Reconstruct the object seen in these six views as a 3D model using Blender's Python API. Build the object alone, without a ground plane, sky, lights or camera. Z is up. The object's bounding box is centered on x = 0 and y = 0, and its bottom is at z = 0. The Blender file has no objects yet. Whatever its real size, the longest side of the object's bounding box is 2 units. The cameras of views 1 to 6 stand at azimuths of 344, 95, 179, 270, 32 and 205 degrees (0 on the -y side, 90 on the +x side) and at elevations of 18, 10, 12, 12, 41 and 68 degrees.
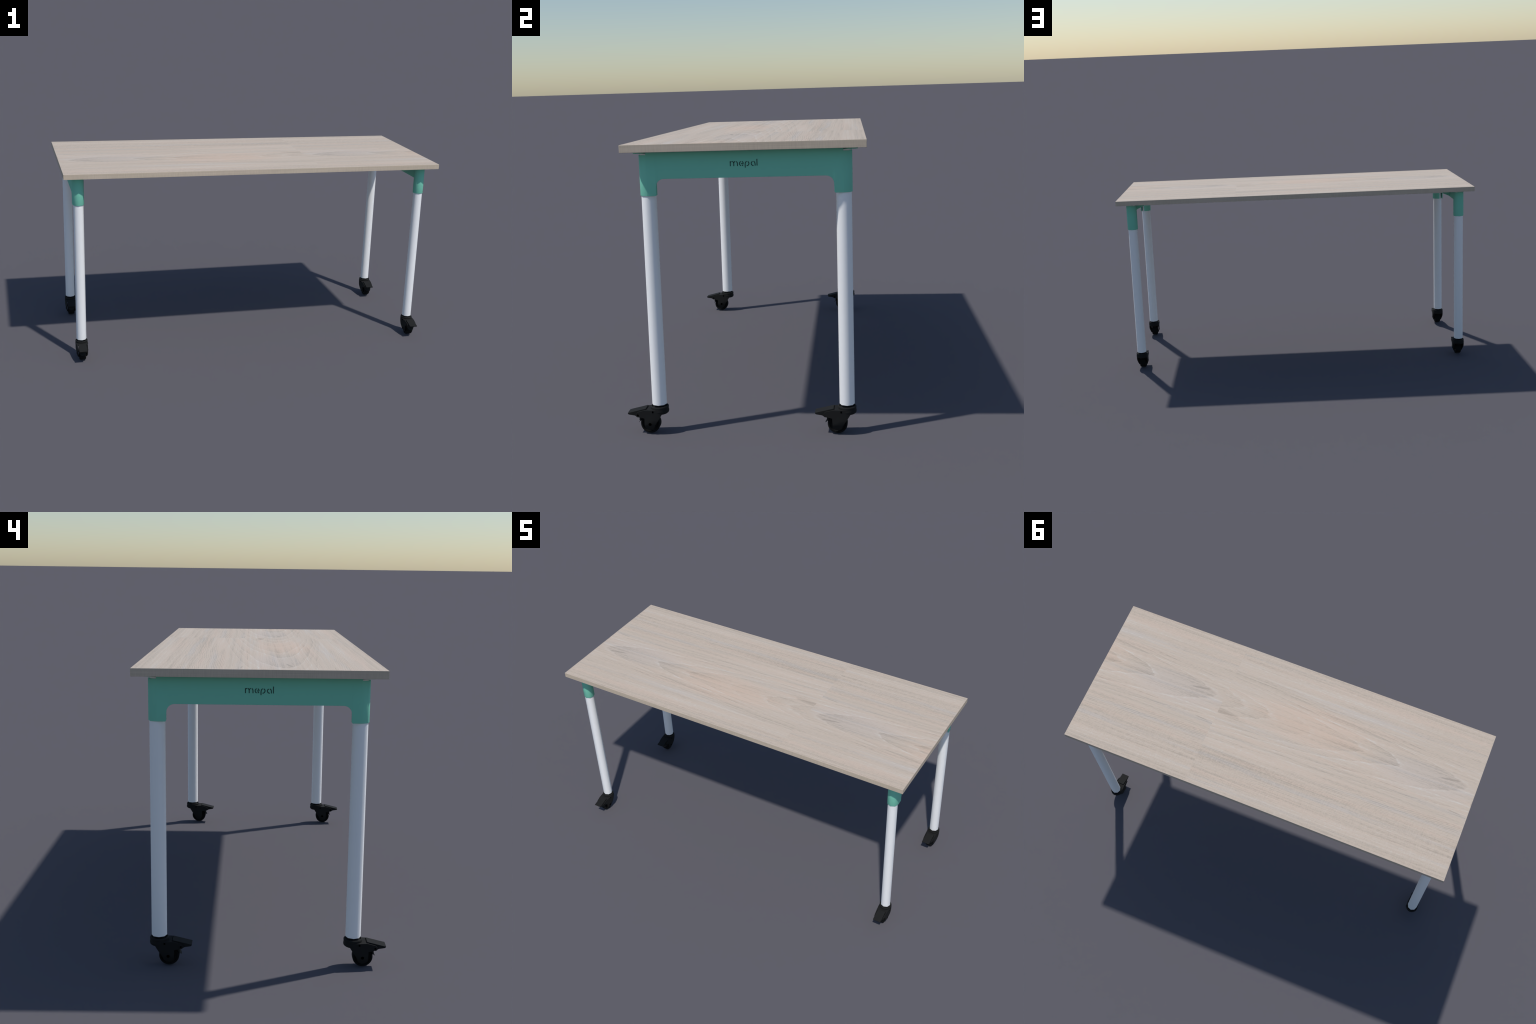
import bpy, bmesh, math, random
from mathutils import Vector, Matrix

random.seed(7)

# ------------------------------------------------------------------ sizes
TOP_X = 1.0                       # half length of the tabletop
TOP_Y0, TOP_Y1 = -0.3822, 0.4164   # the tabletop sits off centre: brake pedals stick out at -y
TOP_Z0, TOP_Z1 = 0.9739, 0.9996
MID_Y = 0.0174
LEG_X = 0.924
LEG_DY = 0.324
LEG_R = 0.0256
LEG_Z0, LEG_Z1 = 0.1025, 0.967
SLEEVE_R = 0.0287
SLEEVE_Z0, SLEEVE_Z1 = 0.8270, 0.9625
APRON_Z0, APRON_Z1 = 0.8832, 0.9732
SHEET = 0.0035
LETTER_PROUD = 0.0006
BEAM_HALF, BEAM_Z0, BEAM_Y = 0.015, 0.9145, 0.036


# ------------------------------------------------------------------ node helpers
class Tree:
    def __init__(self, name):
        self.mat = bpy.data.materials.new(name)
        self.mat.use_nodes = True
        self.nt = self.mat.node_tree
        self.bsdf = self.nt.nodes["Principled BSDF"]

    def node(self, kind, **props):
        n = self.nt.nodes.new(kind)
        for k, v in props.items():
            setattr(n, k, v)
        return n

    def put(self, socket, value):
        if hasattr(value, "links") or isinstance(value, bpy.types.NodeSocket):
            self.nt.links.new(value, socket)
        else:
            socket.default_value = value

    def math(self, op, a, b=0.0, c=None, clamp=False):
        n = self.node("ShaderNodeMath", operation=op, use_clamp=clamp)
        self.put(n.inputs[0], a)
        self.put(n.inputs[1], b)
        if c is not None:
            self.put(n.inputs[2], c)
        return n.outputs[0]

    def ramp01(self, v, lo, hi, out0=0.0, out1=1.0):
        n = self.node("ShaderNodeMapRange", interpolation_type='SMOOTHSTEP')
        self.put(n.inputs[0], v)
        n.inputs[1].default_value = lo
        n.inputs[2].default_value = hi
        n.inputs[3].default_value = out0
        n.inputs[4].default_value = out1
        return n.outputs[0]

    def noise(self, vec, scale=1.0, detail=3.0, rough=0.5, dist=0.0):
        n = self.node("ShaderNodeTexNoise")
        self.put(n.inputs["Vector"], vec)
        n.inputs["Scale"].default_value = scale
        n.inputs["Detail"].default_value = detail
        n.inputs["Roughness"].default_value = rough
        n.inputs["Distortion"].default_value = dist
        return n.outputs[0]

    def xyz(self, x, y, z):
        n = self.node("ShaderNodeCombineXYZ")
        self.put(n.inputs[0], x)
        self.put(n.inputs[1], y)
        self.put(n.inputs[2], z)
        return n.outputs[0]

    def mix(self, fac, a, b, blend='MIX'):
        n = self.node("ShaderNodeMix", data_type='RGBA', blend_type=blend)
        self.put(n.inputs[0], fac)
        for s, v in ((n.inputs[6], a), (n.inputs[7], b)):
            if isinstance(v, tuple):
                v = (*v[:3], 1.0)
            self.put(s, v)
        return n.outputs[2]

    def curve(self, v, stops):
        """piecewise value of v through (position, value) stops"""
        n = self.node("ShaderNodeValToRGB")
        cr = n.color_ramp
        while len(cr.elements) > 1:
            cr.elements.remove(cr.elements[-1])
        cr.elements[0].position = stops[0][0]
        cr.elements[0].color = (stops[0][1],) * 3 + (1,)
        for p, val in stops[1:]:
            e = cr.elements.new(p)
            e.color = (val,) * 3 + (1,)
        self.put(n.inputs[0], v)
        return n.outputs[0]


def plain(name, color, rough, bump=0.0, bump_scale=900.0, var=0.03, spec=0.5):
    t = Tree(name)
    co = t.node("ShaderNodeTexCoord").outputs["Object"]
    n = t.noise(co, 60.0, 4.0, 0.6)
    lo = tuple(c * (1 - var) for c in color)
    hi = tuple(min(1, c * (1 + var)) for c in color)
    t.put(t.bsdf.inputs["Base Color"], t.mix(n, lo, hi))
    t.bsdf.inputs["Roughness"].default_value = rough
    t.bsdf.inputs["Specular IOR Level"].default_value = spec
    if bump:
        b = t.node("ShaderNodeBump")
        b.inputs["Strength"].default_value = bump
        b.inputs["Distance"].default_value = 0.0005
        t.put(b.inputs["Height"], t.noise(co, bump_scale, 2.0, 0.5))
        t.put(t.bsdf.inputs["Normal"], b.outputs[0])
    return t.mat


def wood_top():
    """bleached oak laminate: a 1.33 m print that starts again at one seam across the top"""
    t = Tree("bleached_oak_laminate")
    sep = t.node("ShaderNodeSeparateXYZ")
    t.put(sep.inputs[0], t.node("ShaderNodeTexCoord").outputs["Object"])
    x, y = sep.outputs[0], sep.outputs[1]
    PERIOD, SEAM = 1.3325, 0.337
    s = t.math('WRAP', t.math('SUBTRACT', SEAM, x), PERIOD, 0.0)
    # wandering centre line of the cathedral figure
    wob = t.noise(t.xyz(t.math('MULTIPLY', s, 1.6), t.math('MULTIPLY', y, 3.0), 3.7), 1.0, 2.0)
    dy = t.math('ADD', t.math('ADD', y, 0.068),
                t.math('MULTIPLY', t.math('SUBTRACT', wob, 0.5), 0.05))
    # the +y flank of each arch is wider than the -y flank
    up = t.math('MULTIPLY', t.math('LESS_THAN', dy, 0.0), 18.0)
    dy2 = t.math('MULTIPLY', dy, dy)
    fig = t.math('ADD', s, t.math('MULTIPLY', dy2, t.math('ADD', up, 32.0)))
    # ragged edge along the arch tips
    rag = t.noise(t.xyz(t.math('MULTIPLY', s, 11.0), t.math('MULTIPLY', y, 48.0), 1.0), 1.0, 4.0, 0.58)
    slow = t.noise(t.xyz(t.math('MULTIPLY', s, 2.2), t.math('MULTIPLY', y, 12.0), 8.0), 1.0, 2.0)
    near = t.ramp01(t.math('ABSOLUTE', dy), 0.015, 0.10, 0.115, 0.024)
    fig = t.math('ADD', fig, t.math('MULTIPLY', t.math('SUBTRACT', rag, 0.5), near))
    fig = t.math('ADD', fig, t.math('MULTIPLY', t.math('SUBTRACT', slow, 0.5), 0.10))
    # growth rings: brownish towards the edge, a pale thread just outside it
    tips = [0.10, 0.25, 0.47, 0.73, 0.93, 1.29, 1.50, 1.72]
    stops, span, last = [(0.0, 0.45)], 2.6, 0.0
    for k, p in enumerate(tips):
        strong = (0.8, 0.8, 0.35, 0.75, 1.0, 1.0, 0.5, 0.8, 0.5, 0.6)[k]
        stops.append(((p - 0.004) / span, 0.5 - 0.25 * strong))
        stops.append(((p + 0.004) / span, 0.5 + 0.45 * strong))
        if k not in (2, 6):
            stops.append(((p + 0.013) / span, 0.5 + 0.22 * strong))
        stops.append(((p + 0.045) / span, 0.53))
    stops.append((1.0, 0.5))
    rings = t.curve(t.math('DIVIDE', fig, span), stops)
    # straight dense grain outside the arches
    side = t.math('SINE', t.math('MULTIPLY', fig, 26.0))
    side = t.math('MULTIPLY', t.math('SUBTRACT', 0.0, t.math('POWER', t.math('ABSOLUTE', side), 6.0)),
                  t.ramp01(fig, 1.9, 2.8))
    # streaks along x, several widths
    st_wide = t.noise(t.xyz(t.math('MULTIPLY', s, 0.7), t.math('MULTIPLY', y, 16.0), 11.0), 1.0, 2.0, 0.5)
    st_mid = t.noise(t.xyz(t.math('MULTIPLY', s, 0.6), t.math('MULTIPLY', t.math('ADD', y, t.math('MULTIPLY', slow, 0.012)), 85.0), 21.0), 1.0, 3.0, 0.65)
    st_fine = t.noise(t.xyz(t.math('MULTIPLY', s, 3.5), t.math('MULTIPLY', y, 330.0), 31.0), 1.0, 3.0, 0.6)
    fleck = t.noise(t.xyz(t.math('MULTIPLY', s, 190.0), t.math('MULTIPLY', y, 28.0), 41.0), 1.0, 2.0, 0.6)
    edge_zone = t.ramp01(t.math('ABSOLUTE', dy), 0.17, 0.32)
    fleck = t.math('MULTIPLY', t.math('SUBTRACT', fleck, 0.5), t.math('MULTIPLY', edge_zone, 0.42))
    tone = t.math('ADD', t.math('MULTIPLY', t.math('SUBTRACT', rings, 0.5), 0.68),
                  t.math('MULTIPLY', side, 0.22))
    tone = t.math('ADD', tone, t.math('MULTIPLY', t.math('SUBTRACT', st_wide, 0.5), 0.60))
    tone = t.math('ADD', tone, t.math('MULTIPLY', t.math('SUBTRACT', st_mid, 0.5), 0.85))
    tone = t.math('ADD', tone, t.math('MULTIPLY', t.math('SUBTRACT', st_fine, 0.5), 0.75))
    pore = t.noise(t.xyz(t.math('MULTIPLY', s, 45.0), t.math('MULTIPLY', y, 300.0), 71.0), 1.0, 2.0, 0.6)
    tone = t.math('ADD', tone, t.math('MULTIPLY', t.math('SUBTRACT', pore, 0.5), 0.75))
    tone = t.math('ADD', tone, fleck)
    # darker brown run beside the seam on the +y side, pale run next to it

    def band(v, lo, hi, soft):
        return t.math('MULTIPLY', t.ramp01(v, lo - soft, lo + soft), t.ramp01(v, hi - soft, hi + soft, 1.0, 0.0))
    brown = t.math('MULTIPLY', t.math('MULTIPLY', t.ramp01(y, 0.203, 0.211), t.ramp01(y, 0.235, 0.31, 1.0, 0.0)),
                   t.ramp01(s, 0.25, 1.2, 1.0, 0.25))
    pale = t.math('MULTIPLY', band(y, 0.06, 0.205, 0.008), t.ramp01(s, 0.1, 0.9, 1.0, 0.0))
    tone = t.math('SUBTRACT', tone, t.math('MULTIPLY', brown, 0.20))
    tone = t.math('ADD', tone, t.math('MULTIPLY', pale, 0.08))

    # dark check (a short split) and the grey smudge at the seam
    def dash(s0, y0, slope, length, width, amount):
        ds = t.math('SUBTRACT', s, s0)
        yy = t.math('SUBTRACT', t.math('SUBTRACT', y, y0), t.math('MULTIPLY', ds, slope))
        a = t.math('DIVIDE', ds, length)
        b = t.math('DIVIDE', yy, width)
        r = t.math('ADD', t.math('MULTIPLY', a, a), t.math('MULTIPLY', b, b))
        return t.math('MULTIPLY', t.ramp01(r, 0.0, 1.0, 1.0, 0.0), amount)
    tone = t.math('SUBTRACT', tone, dash(1.200, -0.079, -0.17, 0.058, 0.0060, 0.70))
    tone = t.math('SUBTRACT', tone, dash(0.010, 0.002, 0.12, 0.17, 0.022, 0.34))
    tone = t.math('SUBTRACT', tone, dash(1.27, 0.075, 0.1, 0.06, 0.004, 0.25))
    val = t.math('ADD', tone, 0.5, clamp=True)

    mid = (0.596, 0.490, 0.394)
    # hue drifts between pinkish and grey in long patches, plus one warm heart
    drift = t.math('ADD', y, t.math('MULTIPLY', slow, 0.03))
    hue = t.noise(t.xyz(t.math('MULTIPLY', s, 0.8), t.math('MULTIPLY', drift, 24.0), 55.0), 1.0, 4.0, 0.6)
    col = t.mix(t.ramp01(hue, 0.50, 0.66, 0.0, 0.60), mid, (0.645, 0.505, 0.402))
    col = t.mix(t.ramp01(hue, 0.34, 0.48, 0.52, 0.0), col, (0.545, 0.492, 0.445))
    tan = t.noise(t.xyz(t.math('MULTIPLY', s, 0.5), t.math('MULTIPLY', drift, 13.0), 91.0), 1.0, 3.0, 0.55)
    col = t.mix(t.ramp01(tan, 0.50, 0.68, 0.0, 0.55), col, (0.545, 0.455, 0.365))
    a = t.math('DIVIDE', t.math('SUBTRACT', s, 0.48), 0.34)
    b = t.math('DIVIDE', t.math('ADD', y, 0.090), 0.110)
    heart = t.ramp01(t.math('ADD', t.math('MULTIPLY', a, a), t.math('MULTIPLY', b, b)), 0.0, 1.3, 0.62, 0.0)
    heart = t.math('MULTIPLY', heart, t.ramp01(hue, 0.30, 0.62, 0.25, 1.0))
    col = t.mix(heart, col, (0.665, 0.490, 0.372))
    a = t.math('DIVIDE', t.math('SUBTRACT', s, 1.08), 0.30)
    b = t.math('DIVIDE', t.math('ADD', y, 0.035), 0.10)
    grey = t.ramp01(t.math('ADD', t.math('MULTIPLY', a, a), t.math('MULTIPLY', b, b)), 0.1, 1.1, 0.40, 0.0)
    col = t.mix(grey, col, (0.565, 0.490, 0.435))
    # value last, so that every line of the figure reads on every tint
    col = t.mix(t.ramp01(val, 0.0, 0.5, 1.0, 0.0), col, (0.72, 0.725, 0.72), 'MULTIPLY')
    col = t.mix(t.ramp01(val, 0.5, 1.05, 0.0, 0.85), col, (0.665, 0.625, 0.565))
    t.put(t.bsdf.inputs["Base Color"], col)
    t.bsdf.inputs["Roughness"].default_value = 0.92
    t.bsdf.inputs["Specular IOR Level"].default_value = 0.95
    t.bsdf.inputs["Specular Tint"].default_value = (0.75, 0.92, 1.0, 1.0)
    bp = t.node("ShaderNodeBump")
    bp.inputs["Strength"].default_value = 0.12
    bp.inputs["Distance"].default_value = 0.0006
    t.put(bp.inputs["Height"], st_fine)
    t.put(t.bsdf.inputs["Normal"], bp.outputs[0])
    return t.mat


def wood_edge():
    t = Tree("oak_edge_band")
    sep = t.node("ShaderNodeSeparateXYZ")
    t.put(sep.inputs[0], t.node("ShaderNodeTexCoord").outputs["Object"])
    x, y, z = sep.outputs
    run = t.math('ADD', x, y)                      # along whichever edge it is
    tick = t.noise(t.xyz(t.math('MULTIPLY', run, 260.0), t.math('MULTIPLY', z, 25.0), 2.0), 1.0, 3.0, 0.6)
    long = t.noise(t.xyz(t.math('MULTIPLY', run, 3.0), t.math('MULTIPLY', z, 330.0), 6.0), 1.0, 3.0, 0.6)
    patch = t.noise(t.xyz(t.math('MULTIPLY', run, 5.0), t.math('MULTIPLY', z, 30.0), 9.0), 1.0, 3.0)
    v = t.math('ADD', t.math('MULTIPLY', t.math('SUBTRACT', tick, 0.5), 0.8),
               t.math('MULTIPLY', t.math('SUBTRACT', long, 0.5), 1.0))
    v = t.math('ADD', v, 0.5, clamp=True)
    col = t.mix(v, (0.47, 0.388, 0.303), (0.68, 0.572, 0.445))
    col = t.mix(t.ramp01(patch, 0.45, 0.75, 0.0, 0.4), col, (0.66, 0.54, 0.45))
    t.put(t.bsdf.inputs["Base Color"], col)
    t.bsdf.inputs["Roughness"].default_value = 0.92
    return t.mat


MAT_TOP = wood_top()
MAT_EDGE = wood_edge()
MAT_WHITE = plain("white_powder_coat", (0.97, 0.97, 0.97), 0.9, 0.0, var=0.01)
MAT_GREEN = plain("mint_green_powder_coat", (0.218, 0.650, 0.485), 0.9, 0.0, var=0.012)
MAT_LETTER = plain("dark_green_lettering", (0.020, 0.068, 0.052), 0.8)
MAT_BLACK = plain("black_nylon", (0.0080, 0.0083, 0.0082), 0.85, 0.0, spec=0.35)
MAT_TYRE = plain("black_rubber", (0.0050, 0.0053, 0.0056), 0.95, 0.0, spec=0.25)
MAT_HOLE = plain("black_recess", (0.0003, 0.0003, 0.0003), 1.0, spec=0.0)
MAT_STEEL = plain("blackened_spring_steel", (0.010, 0.0105, 0.0105), 0.8, spec=0.35)


# ------------------------------------------------------------------ mesh helpers
def make(name, verts, faces, mats, parent=None, smooth_angle=None, bevel=None, segs=2):
    me = bpy.data.meshes.new(name)
    me.from_pydata([tuple(v) for v in verts], [], faces)
    bm = bmesh.new()
    bm.from_mesh(me)
    bmesh.ops.remove_doubles(bm, verts=bm.verts, dist=1e-6)
    bmesh.ops.recalc_face_normals(bm, faces=bm.faces)
    if bevel:
        edges = [e for e in bm.edges if e.is_manifold and e.calc_face_angle(0) > math.radians(50)]
        bmesh.ops.bevel(bm, geom=edges, offset=bevel, segments=segs, affect='EDGES', profile=0.6,
                        clamp_overlap=True)
    bm.to_mesh(me)
    bm.free()
    return link(name, me, mats, parent, smooth_angle)


def link(name, me, mats, parent, smooth_angle=None):
    ob = bpy.data.objects.new(name, me)
    bpy.context.scene.collection.objects.link(ob)
    for m in (mats if isinstance(mats, (list, tuple)) else [mats]):
        me.materials.append(m)
    if smooth_angle is not None:
        me.shade_smooth()
        me.set_sharp_from_angle(angle=math.radians(smooth_angle))
    if parent:
        ob.parent = parent
    return ob


def join_meshes(parts):
    """append (verts, faces) lists into one list pair"""
    V, F = [], []
    for v, f in parts:
        o = len(V)
        V += [tuple(p) for p in v]
        F += [tuple(i + o for i in q) for q in f]
    return V, F


def prism(outline, x0, x1):
    """outline in (y, z) swept along x"""
    n = len(outline)
    V = [(x0, y, z) for y, z in outline] + [(x1, y, z) for y, z in outline]
    F = [tuple(range(n)), tuple(range(2 * n - 1, n - 1, -1))]
    F += [(i, (i + 1) % n, n + (i + 1) % n, n + i) for i in range(n)]
    return V, F


def lathe(profile, axis='z', segs=48, center=(0, 0, 0), phase=0.0):
    """profile of (radius, height) turned around an axis through center; radius 0 ends close it"""
    V, F, rings = [], [], []
    for r, h in profile:
        if r < 1e-7:
            rings.append([len(V)])
            pts = [(0, 0, h)]
        else:
            rings.append(list(range(len(V), len(V) + segs)))
            pts = [(r * math.cos(phase + 2 * math.pi * k / segs),
                    r * math.sin(phase + 2 * math.pi * k / segs), h) for k in range(segs)]
        for a, b, c in pts:
            p = (a, b, c) if axis == 'z' else (c, a, b)
            V.append((p[0] + center[0], p[1] + center[1], p[2] + center[2]))
    for A, B in zip(rings, rings[1:]):
        for k in range(segs):
            a0, a1 = A[k % len(A)], A[(k + 1) % len(A)]
            b0, b1 = B[k % len(B)], B[(k + 1) % len(B)]
            q = []
            for i in (a0, a1, b1, b0):
                if i not in q:
                    q.append(i)
            if len(q) > 2:
                F.append(tuple(q))
    return V, F


def arc(cx, cy, r, a0, a1, n):
    return [(cx + r * math.cos(math.radians(a0 + (a1 - a0) * k / n)),
             cy + r * math.sin(math.radians(a0 + (a1 - a0) * k / n))) for k in range(n + 1)]


def smooth_line(pts, per=8):
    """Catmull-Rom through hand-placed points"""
    P = [Vector(p) for p in pts]
    P = [2 * P[0] - P[1]] + P + [2 * P[-1] - P[-2]]
    out = []
    for i in range(1, len(P) - 2):
        for k in range(per):
            u = k / per
            a, b, c, d = P[i - 1:i + 3]
            out.append(0.5 * ((2 * b) + (c - a) * u + (2 * a - 5 * b + 4 * c - d) * u * u
                              + (3 * b - a - 3 * c + d) * u ** 3))
    out.append(P[-2])
    return out


# ------------------------------------------------------------------ the table
table = bpy.data.objects.new("rolling_table", None)
bpy.context.scene.collection.objects.link(table)
table["label"] = "long oak-topped table with white legs, green end frames, casters"
table["category"] = "table"

# tabletop: laminated board with softly broken edges
V = [(sx * TOP_X, yy, zz) for zz in (TOP_Z0, TOP_Z1) for sx, yy in
     ((-1, TOP_Y0), (1, TOP_Y0), (1, TOP_Y1), (-1, TOP_Y1))]
F = [(3, 2, 1, 0), (4, 5, 6, 7), (0, 1, 5, 4), (1, 2, 6, 5), (2, 3, 7, 6), (3, 0, 4, 7)]
top = make("tabletop", V, F, [MAT_TOP, MAT_EDGE], table, bevel=0.0012, segs=2)
for p in top.data.polygons:
    p.material_index = 0 if abs(p.normal.z) > 0.9 else 1

# legs: eight-sided tubes, soft shaded, with a small turned-in lip at the foot
legs = []
V, F = lathe([(0.0, LEG_Z0 + 0.003), (LEG_R - 0.005, LEG_Z0 + 0.003), (LEG_R - 0.004, LEG_Z0),
              (LEG_R, LEG_Z0), (LEG_R, LEG_Z1), (LEG_R - 0.003, LEG_Z1),
              (LEG_R - 0.003, LEG_Z1 - 0.02), (0.0, LEG_Z1 - 0.02)], segs=8)
leg0 = make("leg", V, F, MAT_WHITE, table, smooth_angle=60)
leg_spots = [(sx * LEG_X, MID_Y + sy * LEG_DY) for sx in (-1, 1) for sy in (-1, 1)]
for i, (lx, ly) in enumerate(leg_spots):
    ob = leg0 if i == 0 else leg0.copy()
    if i:
        bpy.context.scene.collection.objects.link(ob)
    ob.location = (lx, ly, 0)
    ob.parent = table


# end frames: one bent sheet = apron + a sleeve rolled round each leg
def frame_columns():
    """stations along the sheet as (x, y, z_bottom, z_top); x outward, y along the apron.
    Built for the +y half; mirrored for the other half."""
    r = SLEEVE_R
    half = []
    bot_fillet = 0.026
    inner = LEG_DY - 0.031                 # inner edge of the tab that runs down the leg
    half.append((r, 0.0, APRON_Z0, APRON_Z1))
    half.append((r, 0.12, APRON_Z0, APRON_Z1))
    for yy, zz in arc(inner - bot_fillet, APRON_Z0 - bot_fillet, bot_fillet, 90, 0, 7):
        half.append((r, yy, zz, APRON_Z1))
    half.append((r, inner + 0.0008, SLEEVE_Z0 + 0.0040, APRON_Z1))
    half.append((r, inner + 0.0022, SLEEVE_Z0 + 0.0012, APRON_Z1))
    half.append((r, inner + 0.0042, SLEEVE_Z0, APRON_Z1))
    half.append((r, LEG_DY - 0.0005, SLEEVE_Z0, APRON_Z1))
    half.append((r, LEG_DY + 0.0005, SLEEVE_Z0, SLEEVE_Z1))
    for ang in (45, 90, 135, 180, 225, 270, 288):
        a = math.radians(ang)
        half.append((r * math.cos(a), LEG_DY + r * math.sin(a), SLEEVE_Z0, SLEEVE_Z1))
    return half


def build_frame():
    half = frame_columns()
    cols = [(x, -y, b, t) for x, y, b, t in reversed(half[1:])] + half
    V, F = [], []
    for x, y, b, t in cols:
        V += [(x, y, b), (x, y, t)]
    for i in range(len(cols) - 1):
        F.append((2 * i, 2 * i + 2, 2 * i + 3, 2 * i + 1))
    me = bpy.data.meshes.new("end_frame")
    me.from_pydata(V, [], F)
    ob = link("end_frame", me, MAT_GREEN, table)
    bm = bmesh.new()
    bm.from_mesh(me)
    bm.normal_update()
    mid = max(bm.faces, key=lambda f: f.calc_area())
    if mid.normal.x < 0:
        bmesh.ops.reverse_faces(bm, faces=bm.faces)
    bm.to_mesh(me)
    bm.free()
    so = ob.modifiers.new("sheet", 'SOLIDIFY')
    so.thickness = SHEET
    so.offset = -1
    so.use_even_offset = True
    bv = ob.modifiers.new("soft_edges", 'BEVEL')
    bv.width = 0.0009
    bv.segments = 2
    bv.limit_method = 'ANGLE'
    bv.angle_limit = math.radians(60)
    dg = bpy.context.evaluated_depsgraph_get()
    new = bpy.data.meshes.new_from_object(ob.evaluated_get(dg))
    ob.modifiers.clear()
    ob.data = new
    new.name = "end_frame"
    new.shade_smooth()
    new.set_sharp_from_angle(angle=math.radians(50))
    return ob


frame0 = build_frame()

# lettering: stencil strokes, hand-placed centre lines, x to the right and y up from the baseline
STROKES = [
    [(27, 0), (27, 295)],                                            # m
    [(30, 215), (55, 258), (112, 282)],
    [(150, 290), (205, 258), (240, 200), (246, 120), (246, 0)],
    [(246, 205), (282, 250), (338, 290)],
    [(398, 280), (446, 236), (466, 170), (470, 90), (470, 0)],
    [(690, 270), (622, 228), (600, 145), (620, 70), (684, 14)],      # e
    [(752, 270), (806, 230), (826, 170), (822, 132)],
    [(822, 134), (760, 132), (694, 150)],
    [(746, 16), (790, 40), (828, 66)],
    [(946, -110), (946, 60), (952, 150), (985, 228), (1046, 272)],   # p
    [(1106, 268), (1160, 220), (1180, 140), (1150, 60), (1096, 18), (1034, 10)],
    [(1400, 262), (1340, 210), (1320, 138), (1345, 66), (1400, 22), (1462, 10)],   # a
    [(1466, 266), (1520, 228), (1548, 160), (1556, 90), (1556, 0)],
    [(1676, 0), (1676, 408)],                                        # l
]
UNIT, HALF_W = 0.0000532, 27.0


def build_lettering():
    parts = []
    for st in STROKES:
        line = smooth_line(st, 6) if len(st) > 2 else [Vector(p) for p in st]
        L, R = [], []
        for i, p in enumerate(line):
            d = (line[min(i + 1, len(line) - 1)] - line[max(i - 1, 0)]).normalized()
            n = Vector((-d.y, d.x)) * HALF_W
            L.append(p + n)
            R.append(p - n)
        n = len(line)
        V, F = [], []
        for k, dep in enumerate((0.0, 1.0)):
            for a in L + R:
                V.append((SLEEVE_R + (LETTER_PROUD if dep else -0.001), (a.x - 851.5) * UNIT, 0.9203 + a.y * UNIT))
        m = 2 * n
        for i in range(n - 1):
            F.append((m + i, m + i + 1, m + n + i + 1, m + n + i))
            F.append((i, n + i, n + i + 1, i + 1))
            F.append((i, i + 1, m + i + 1, m + i))
            F.append((n + i + 1, n + i, m + n + i, m + n + i + 1))
        F.append((0, m, m + n, n))
        F.append((n - 1, 2 * n - 1, m + 2 * n - 1, m + n - 1))
        parts.append((V, F))
    return join_meshes(parts)


V, F = build_lettering()
letter0 = make("lettering", V, F, MAT_LETTER, frame0)
letter0["kind"] = "stuff"


# fixing ear under the board beside each leg
def build_ears():
    parts = []
    for sy in (-1, 1):
        out = arc(0, LEG_DY + 0.030, 0.0175, 0, 180, 12) + [(-0.0175, LEG_DY - 0.02), (0.0175, LEG_DY - 0.02)]
        n = len(out)
        z0, z1 = 0.9668, 0.9735
        V = [(a, sy * b, z0) for a, b in out] + [(a, sy * b, z1) for a, b in out]
        F = [tuple(range(n)), tuple(range(2 * n - 1, n - 1, -1))]
        F += [(i, (i + 1) % n, n + (i + 1) % n, n + i) for i in range(n)]
        parts.append((V, F))
    return join_meshes(parts)


def build_rail():
    """box rail behind the apron sheet (local x outward)"""
    back = SLEEVE_R - SHEET + 0.0004
    inner = 0.933 - LEG_X
    parts = []
    o = [(back, 0.8910), (inner, 0.8910), (inner, APRON_Z1 - 0.0003), (back, APRON_Z1 - 0.0003)]
    w = LEG_DY - 0.038
    V = [(x, sy * w, z) for sy in (-1, 1) for x, z in o]
    F = [(0, 1, 2, 3), (7, 6, 5, 4)] + [(i, 4 + i, 4 + (i + 1) % 4, (i + 1) % 4) for i in range(4)]
    parts.append((V, F))
    return join_meshes(parts)


V, F = build_rail()
rail0 = make("cross_rail", V, F, MAT_GREEN, frame0, bevel=0.0012)

V, F = build_ears()
ear0 = make("fixing_plate", V, F, MAT_GREEN, frame0, bevel=0.001)

for sx in (1, -1):
    if sx == 1:
        fr, kids = frame0, [letter0, ear0, rail0]
    else:
        fr, kids = frame0.copy(), [o.copy() for o in (letter0, ear0, rail0)]
        for o in [fr] + kids:
            bpy.context.scene.collection.objects.link(o)
        for o in kids:
            o.parent = fr
        fr.rotation_euler = (0, 0, math.pi)
    fr.location = (sx * LEG_X, MID_Y, 0)
    fr.parent = table

# long beam joining the two end frames under the board
V, F = prism([(BEAM_Y - BEAM_HALF, BEAM_Z0), (BEAM_Y + BEAM_HALF, BEAM_Z0),
              (BEAM_Y + BEAM_HALF, TOP_Z0 - 0.001), (BEAM_Y - BEAM_HALF, TOP_Z0 - 0.001)], -0.925, 0.925)
beam = make("long_beam", V, F, MAT_WHITE, table, bevel=0.002, segs=2)
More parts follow.
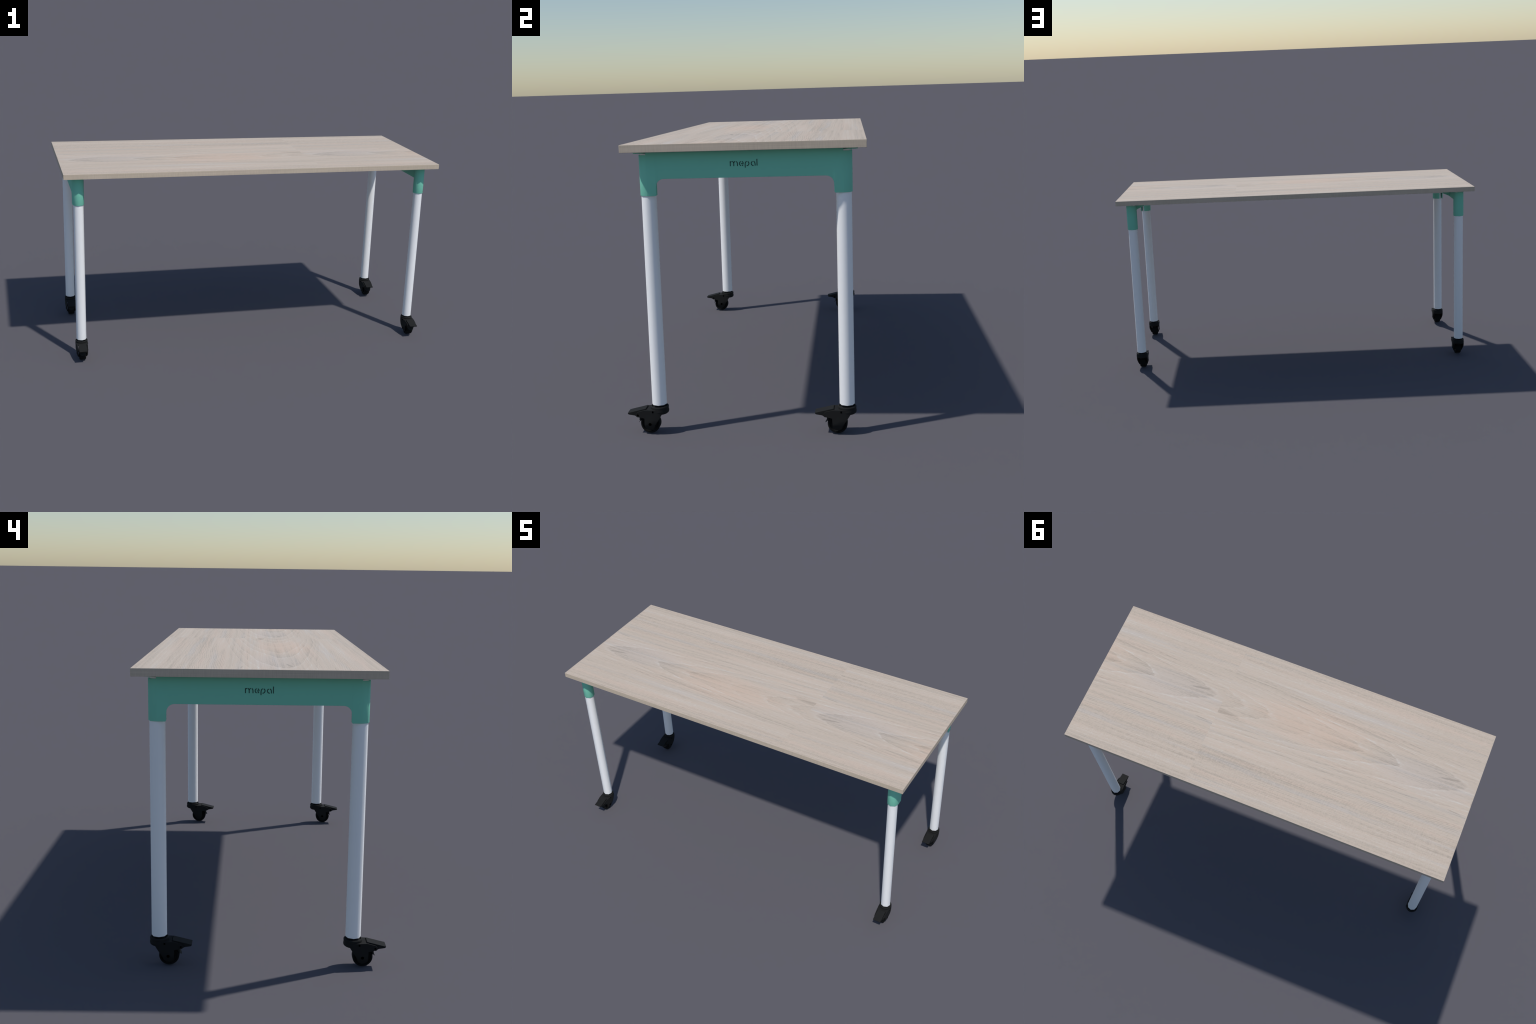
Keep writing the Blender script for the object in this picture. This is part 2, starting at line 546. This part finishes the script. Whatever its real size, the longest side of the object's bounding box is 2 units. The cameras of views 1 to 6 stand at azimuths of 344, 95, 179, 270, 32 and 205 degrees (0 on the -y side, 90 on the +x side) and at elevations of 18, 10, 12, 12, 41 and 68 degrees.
# green wedge-shaped seat at each beam end
for sx in (1, -1):
    o = [(0.9335, 0.8935), (0.890, 0.9130), (0.890, TOP_Z0 - 0.0016), (0.9335, TOP_Z0 - 0.0016)]
    w = BEAM_HALF + 0.0035
    V = [(sx * x, BEAM_Y + sy * w, z) for sy in (-1, 1) for x, z in o]
    F = [(0, 1, 2, 3), (7, 6, 5, 4)] + [(i, 4 + i, 4 + (i + 1) % 4, (i + 1) % 4) for i in range(4)]
    make("beam_seat", V, F, MAT_GREEN, beam, bevel=0.001)

# ------------------------------------------------------------------ casters (pedal towards -y)
AXLE = (-0.0330, 0.0340)
WHEEL_R = 0.0340


def fork_outline():
    return ([(0.0150, 0.0760), (0.0130, 0.0735), (0.0060, 0.0625), (-0.0150, 0.0300)]
            + arc(AXLE[0] + 0.001, AXLE[1] - 0.0005, 0.0185, -28, -158, 9)
            + [(-0.0500, 0.0440), (-0.0505, 0.0570), (-0.0600, 0.0588), (-0.0700, 0.0606)]
            + arc(-0.0730, 0.0685, 0.0078, -70, -215, 8)
            + [(-0.0740, 0.0788), (-0.0610, 0.0828), (-0.0500, 0.0858), (-0.0430, 0.0868), (0.0150, 0.0868)])


def lerp_table(v, table):
    for (a, fa), (b, fb) in zip(table, table[1:]):
        if v <= b:
            k = min(1.0, max(0.0, (v - a) / (b - a)))
            return fa + (fb - fa) * k
    return table[-1][1]


def cheek_x(y, z):
    """half width of the housing: full beside the swivel head, drawn in at the pedal hinge and round the axle"""
    by_y = lerp_table(y, [(-0.085, 0.0258), (-0.070, 0.0262), (-0.045, 0.0282), (-0.020, 0.0308), (0.000, 0.0315),
                          (0.008, 0.0306), (0.016, 0.0280)])
    by_z = lerp_table(z, [(0.014, 0.0212), (0.022, 0.0240), (0.032, 0.0280), (0.045, 0.0306), (0.055, 0.0320)])
    return min(by_y, by_z)


def build_cheek(side):
    """cheek plate: the outline is cut into a grid, bulged to cheek_x and given the sheet's thickness"""
    bm = bmesh.new()
    bm.faces.new([bm.verts.new((0, y, z)) for y, z in fork_outline()])
    for axis, lo, hi, n in ((2, 0.015, 0.087, 14), (1, -0.081, 0.015, 14)):
        for k in range(1, n):
            co, no = [0, 0, 0], [0, 0, 0]
            co[axis] = lo + (hi - lo) * k / n
            no[axis] = 1
            bmesh.ops.bisect_plane(bm, geom=bm.verts[:] + bm.edges[:] + bm.faces[:], plane_co=co, plane_no=no)
    rim = [e for e in bm.edges if e.is_boundary]
    bm.verts.index_update()
    n = len(bm.verts)
    outer = [(side * cheek_x(v.co.y, v.co.z), v.co.y, v.co.z) for v in bm.verts]
    inner = [(side * (cheek_x(v.co.y, v.co.z) - (0.0032 if v.co.y < -0.052 else 0.0055)), v.co.y, v.co.z) for v in bm.verts]
    F = [tuple(v.index for v in f.verts) for f in bm.faces]
    F += [tuple(n + v.index for v in reversed(f.verts)) for f in bm.faces]
    for e in rim:
        a, b = e.verts[0].index, e.verts[1].index
        F.append((a, b, n + b, n + a))
    bm.free()
    return outer + inner, F


def build_fork():
    parts = [build_cheek(s) for s in (-1, 1)]
    # bridge over the wheel, joins both cheeks under the swivel head
    ys = [-0.0430, -0.032, -0.020, -0.008, 0.004, 0.014]
    V, F = [], []
    for y in ys:
        w = cheek_x(y, 0.086) - 0.0008
        lo = 0.0800 if y < -0.04 else 0.0755
        V += [(-w, y, lo), (w, y, lo), (w, y, 0.0866), (-w, y, 0.0866)]
    for i in range(len(ys) - 1):
        F += [(4 * i + k, 4 * i + (k + 1) % 4, 4 * i + 4 + (k + 1) % 4, 4 * i + 4 + k) for k in range(4)]
    m = 4 * (len(ys) - 1)
    F += [(0, 1, 2, 3), (m + 3, m + 2, m + 1, m)]
    parts.append((V, F))
    return join_meshes(parts)


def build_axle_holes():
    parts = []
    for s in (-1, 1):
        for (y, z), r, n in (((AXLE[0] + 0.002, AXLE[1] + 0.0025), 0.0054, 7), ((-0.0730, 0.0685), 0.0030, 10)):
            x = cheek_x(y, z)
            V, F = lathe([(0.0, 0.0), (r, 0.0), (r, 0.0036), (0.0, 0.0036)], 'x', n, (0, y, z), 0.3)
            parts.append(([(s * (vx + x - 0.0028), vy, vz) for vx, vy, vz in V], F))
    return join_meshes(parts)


def build_slots():
    parts = []
    for s in (-1, 1):
        x = cheek_x(-0.020, 0.08)
        parts.append(prism([(-0.0218, 0.0780), (-0.0170, 0.0780), (-0.0170, 0.0842), (-0.0218, 0.0842)],
                           s * (x - 0.003), s * (x + 0.0007)))
    return join_meshes(parts)


def build_wheel():
    c = (0, AXLE[0], AXLE[1])
    r = WHEEL_R
    prof = [(0.0255, -0.0130), (0.0270, -0.0162), (0.0310, -0.0165), (r - 0.0012, -0.0140), (r, -0.0110),
            (r, 0.0110), (r - 0.0012, 0.0140), (0.0310, 0.0165), (0.0270, 0.0162), (0.0255, 0.0130),
            (0.0245, 0.0100), (0.0245, -0.0100), (0.0255, -0.0130)]
    tyre = lathe(prof, 'x', 48, c)
    rim = lathe([(0.0, -0.0175), (0.009, -0.0175), (0.010, -0.0125), (0.022, -0.0110), (0.0252, -0.0128),
                 (0.0252, 0.0128), (0.022, 0.0110), (0.010, 0.0125), (0.009, 0.0175), (0.0, 0.0175)], 'x', 40, c)
    return tyre, rim


def build_pedal():
    out = [(-0.1098, 0.0745), (-0.1075, 0.0698), (-0.1045, 0.0687), (-0.0850, 0.0655), (-0.0760, 0.0600),
           (-0.0660, 0.0600), (-0.0520, 0.0740), (-0.0435, 0.0840), (-0.0455, 0.0900), (-0.0475, 0.0900)]
    shoe = [(-0.0560, 0.0660), (-0.0500, 0.0660), (-0.0530, 0.0450), (-0.0575, 0.0500)]
    hinge = lathe([(0.0, -0.0250), (0.0052, -0.0250), (0.0052, 0.0250), (0.0, 0.0250)], 'x', 16, (0, -0.0730, 0.0685))
    return join_meshes([prism(out, -0.0207, 0.0207), prism([(y - 0.012, z) for y, z in shoe], -0.0205, 0.0205), hinge])


def build_head():
    return lathe([(0.0, 0.0670), (0.018, 0.0670), (0.0265, 0.0695), (0.0308, 0.0730), (0.0320, 0.0770), (0.0320, 0.0815),
                  (0.0312, 0.0845), (0.0308, 0.0880), (0.0316, 0.0915), (0.0312, 0.0950), (0.0290, 0.0968),
                  (0.0265, 0.0964), (0.0245, 0.0925), (0.0170, 0.0925), (0.0170, 0.1070), (0.0, 0.1070)],
                 'z', 40)


def build_spring():
    """thin tongue under the pedal, leaning forward to a narrow tip"""
    out = [(-0.0200, 0.062), (0.0200, 0.062), (0.0195, 0.050), (0.0130, 0.0410), (0.0060, 0.0365), (-0.0060, 0.0365),
           (-0.0130, 0.0410), (-0.0195, 0.050)]
    V = []
    for t in (-0.0006, 0.0006):
        for x, z in out:
            V.append((x, -0.0620 + t - (0.062 - z) * 0.50 + 9.0 * x * x, z))
    n = len(out)
    F = [tuple(range(n)), tuple(range(2 * n - 1, n - 1, -1))]
    F += [(i, (i + 1) % n, n + (i + 1) % n, n + i) for i in range(n)]
    return V, F


V, F = build_fork()
fork0 = make("caster", V, F, MAT_BLACK, table, smooth_angle=35, bevel=0.0005, segs=1)
tyre, rim = build_wheel()
subs = [
    make("tyre", *tyre, MAT_TYRE, fork0, smooth_angle=40),
    make("wheel_rim", *rim, MAT_BLACK, fork0, smooth_angle=40),
    make("brake_pedal", *build_pedal(), MAT_BLACK, fork0, bevel=0.0007, segs=2),
    make("swivel_head", *build_head(), MAT_BLACK, fork0, smooth_angle=45),
    make("brake_spring", *build_spring(), MAT_STEEL, fork0),
    make("slot", *build_slots(), MAT_HOLE, fork0),
    make("pin_hole", *build_axle_holes(), MAT_HOLE, fork0),
]
for i, (lx, ly) in enumerate(leg_spots):
    if i == 0:
        ob = fork0
    else:
        ob = fork0.copy()
        bpy.context.scene.collection.objects.link(ob)
        for sub in subs:
            if sub is subs[-1] and lx > 0 and ly > 0:
                continue                      # the pin ends of this caster are closed
            c = sub.copy()
            bpy.context.scene.collection.objects.link(c)
            c.parent = ob
    ob.parent = table
    ob.location = (lx, ly, 0)
    if lx > 0 and ly > 0:
        ob.rotation_euler = (0, 0, math.radians(-2.2))   # swivelled a touch
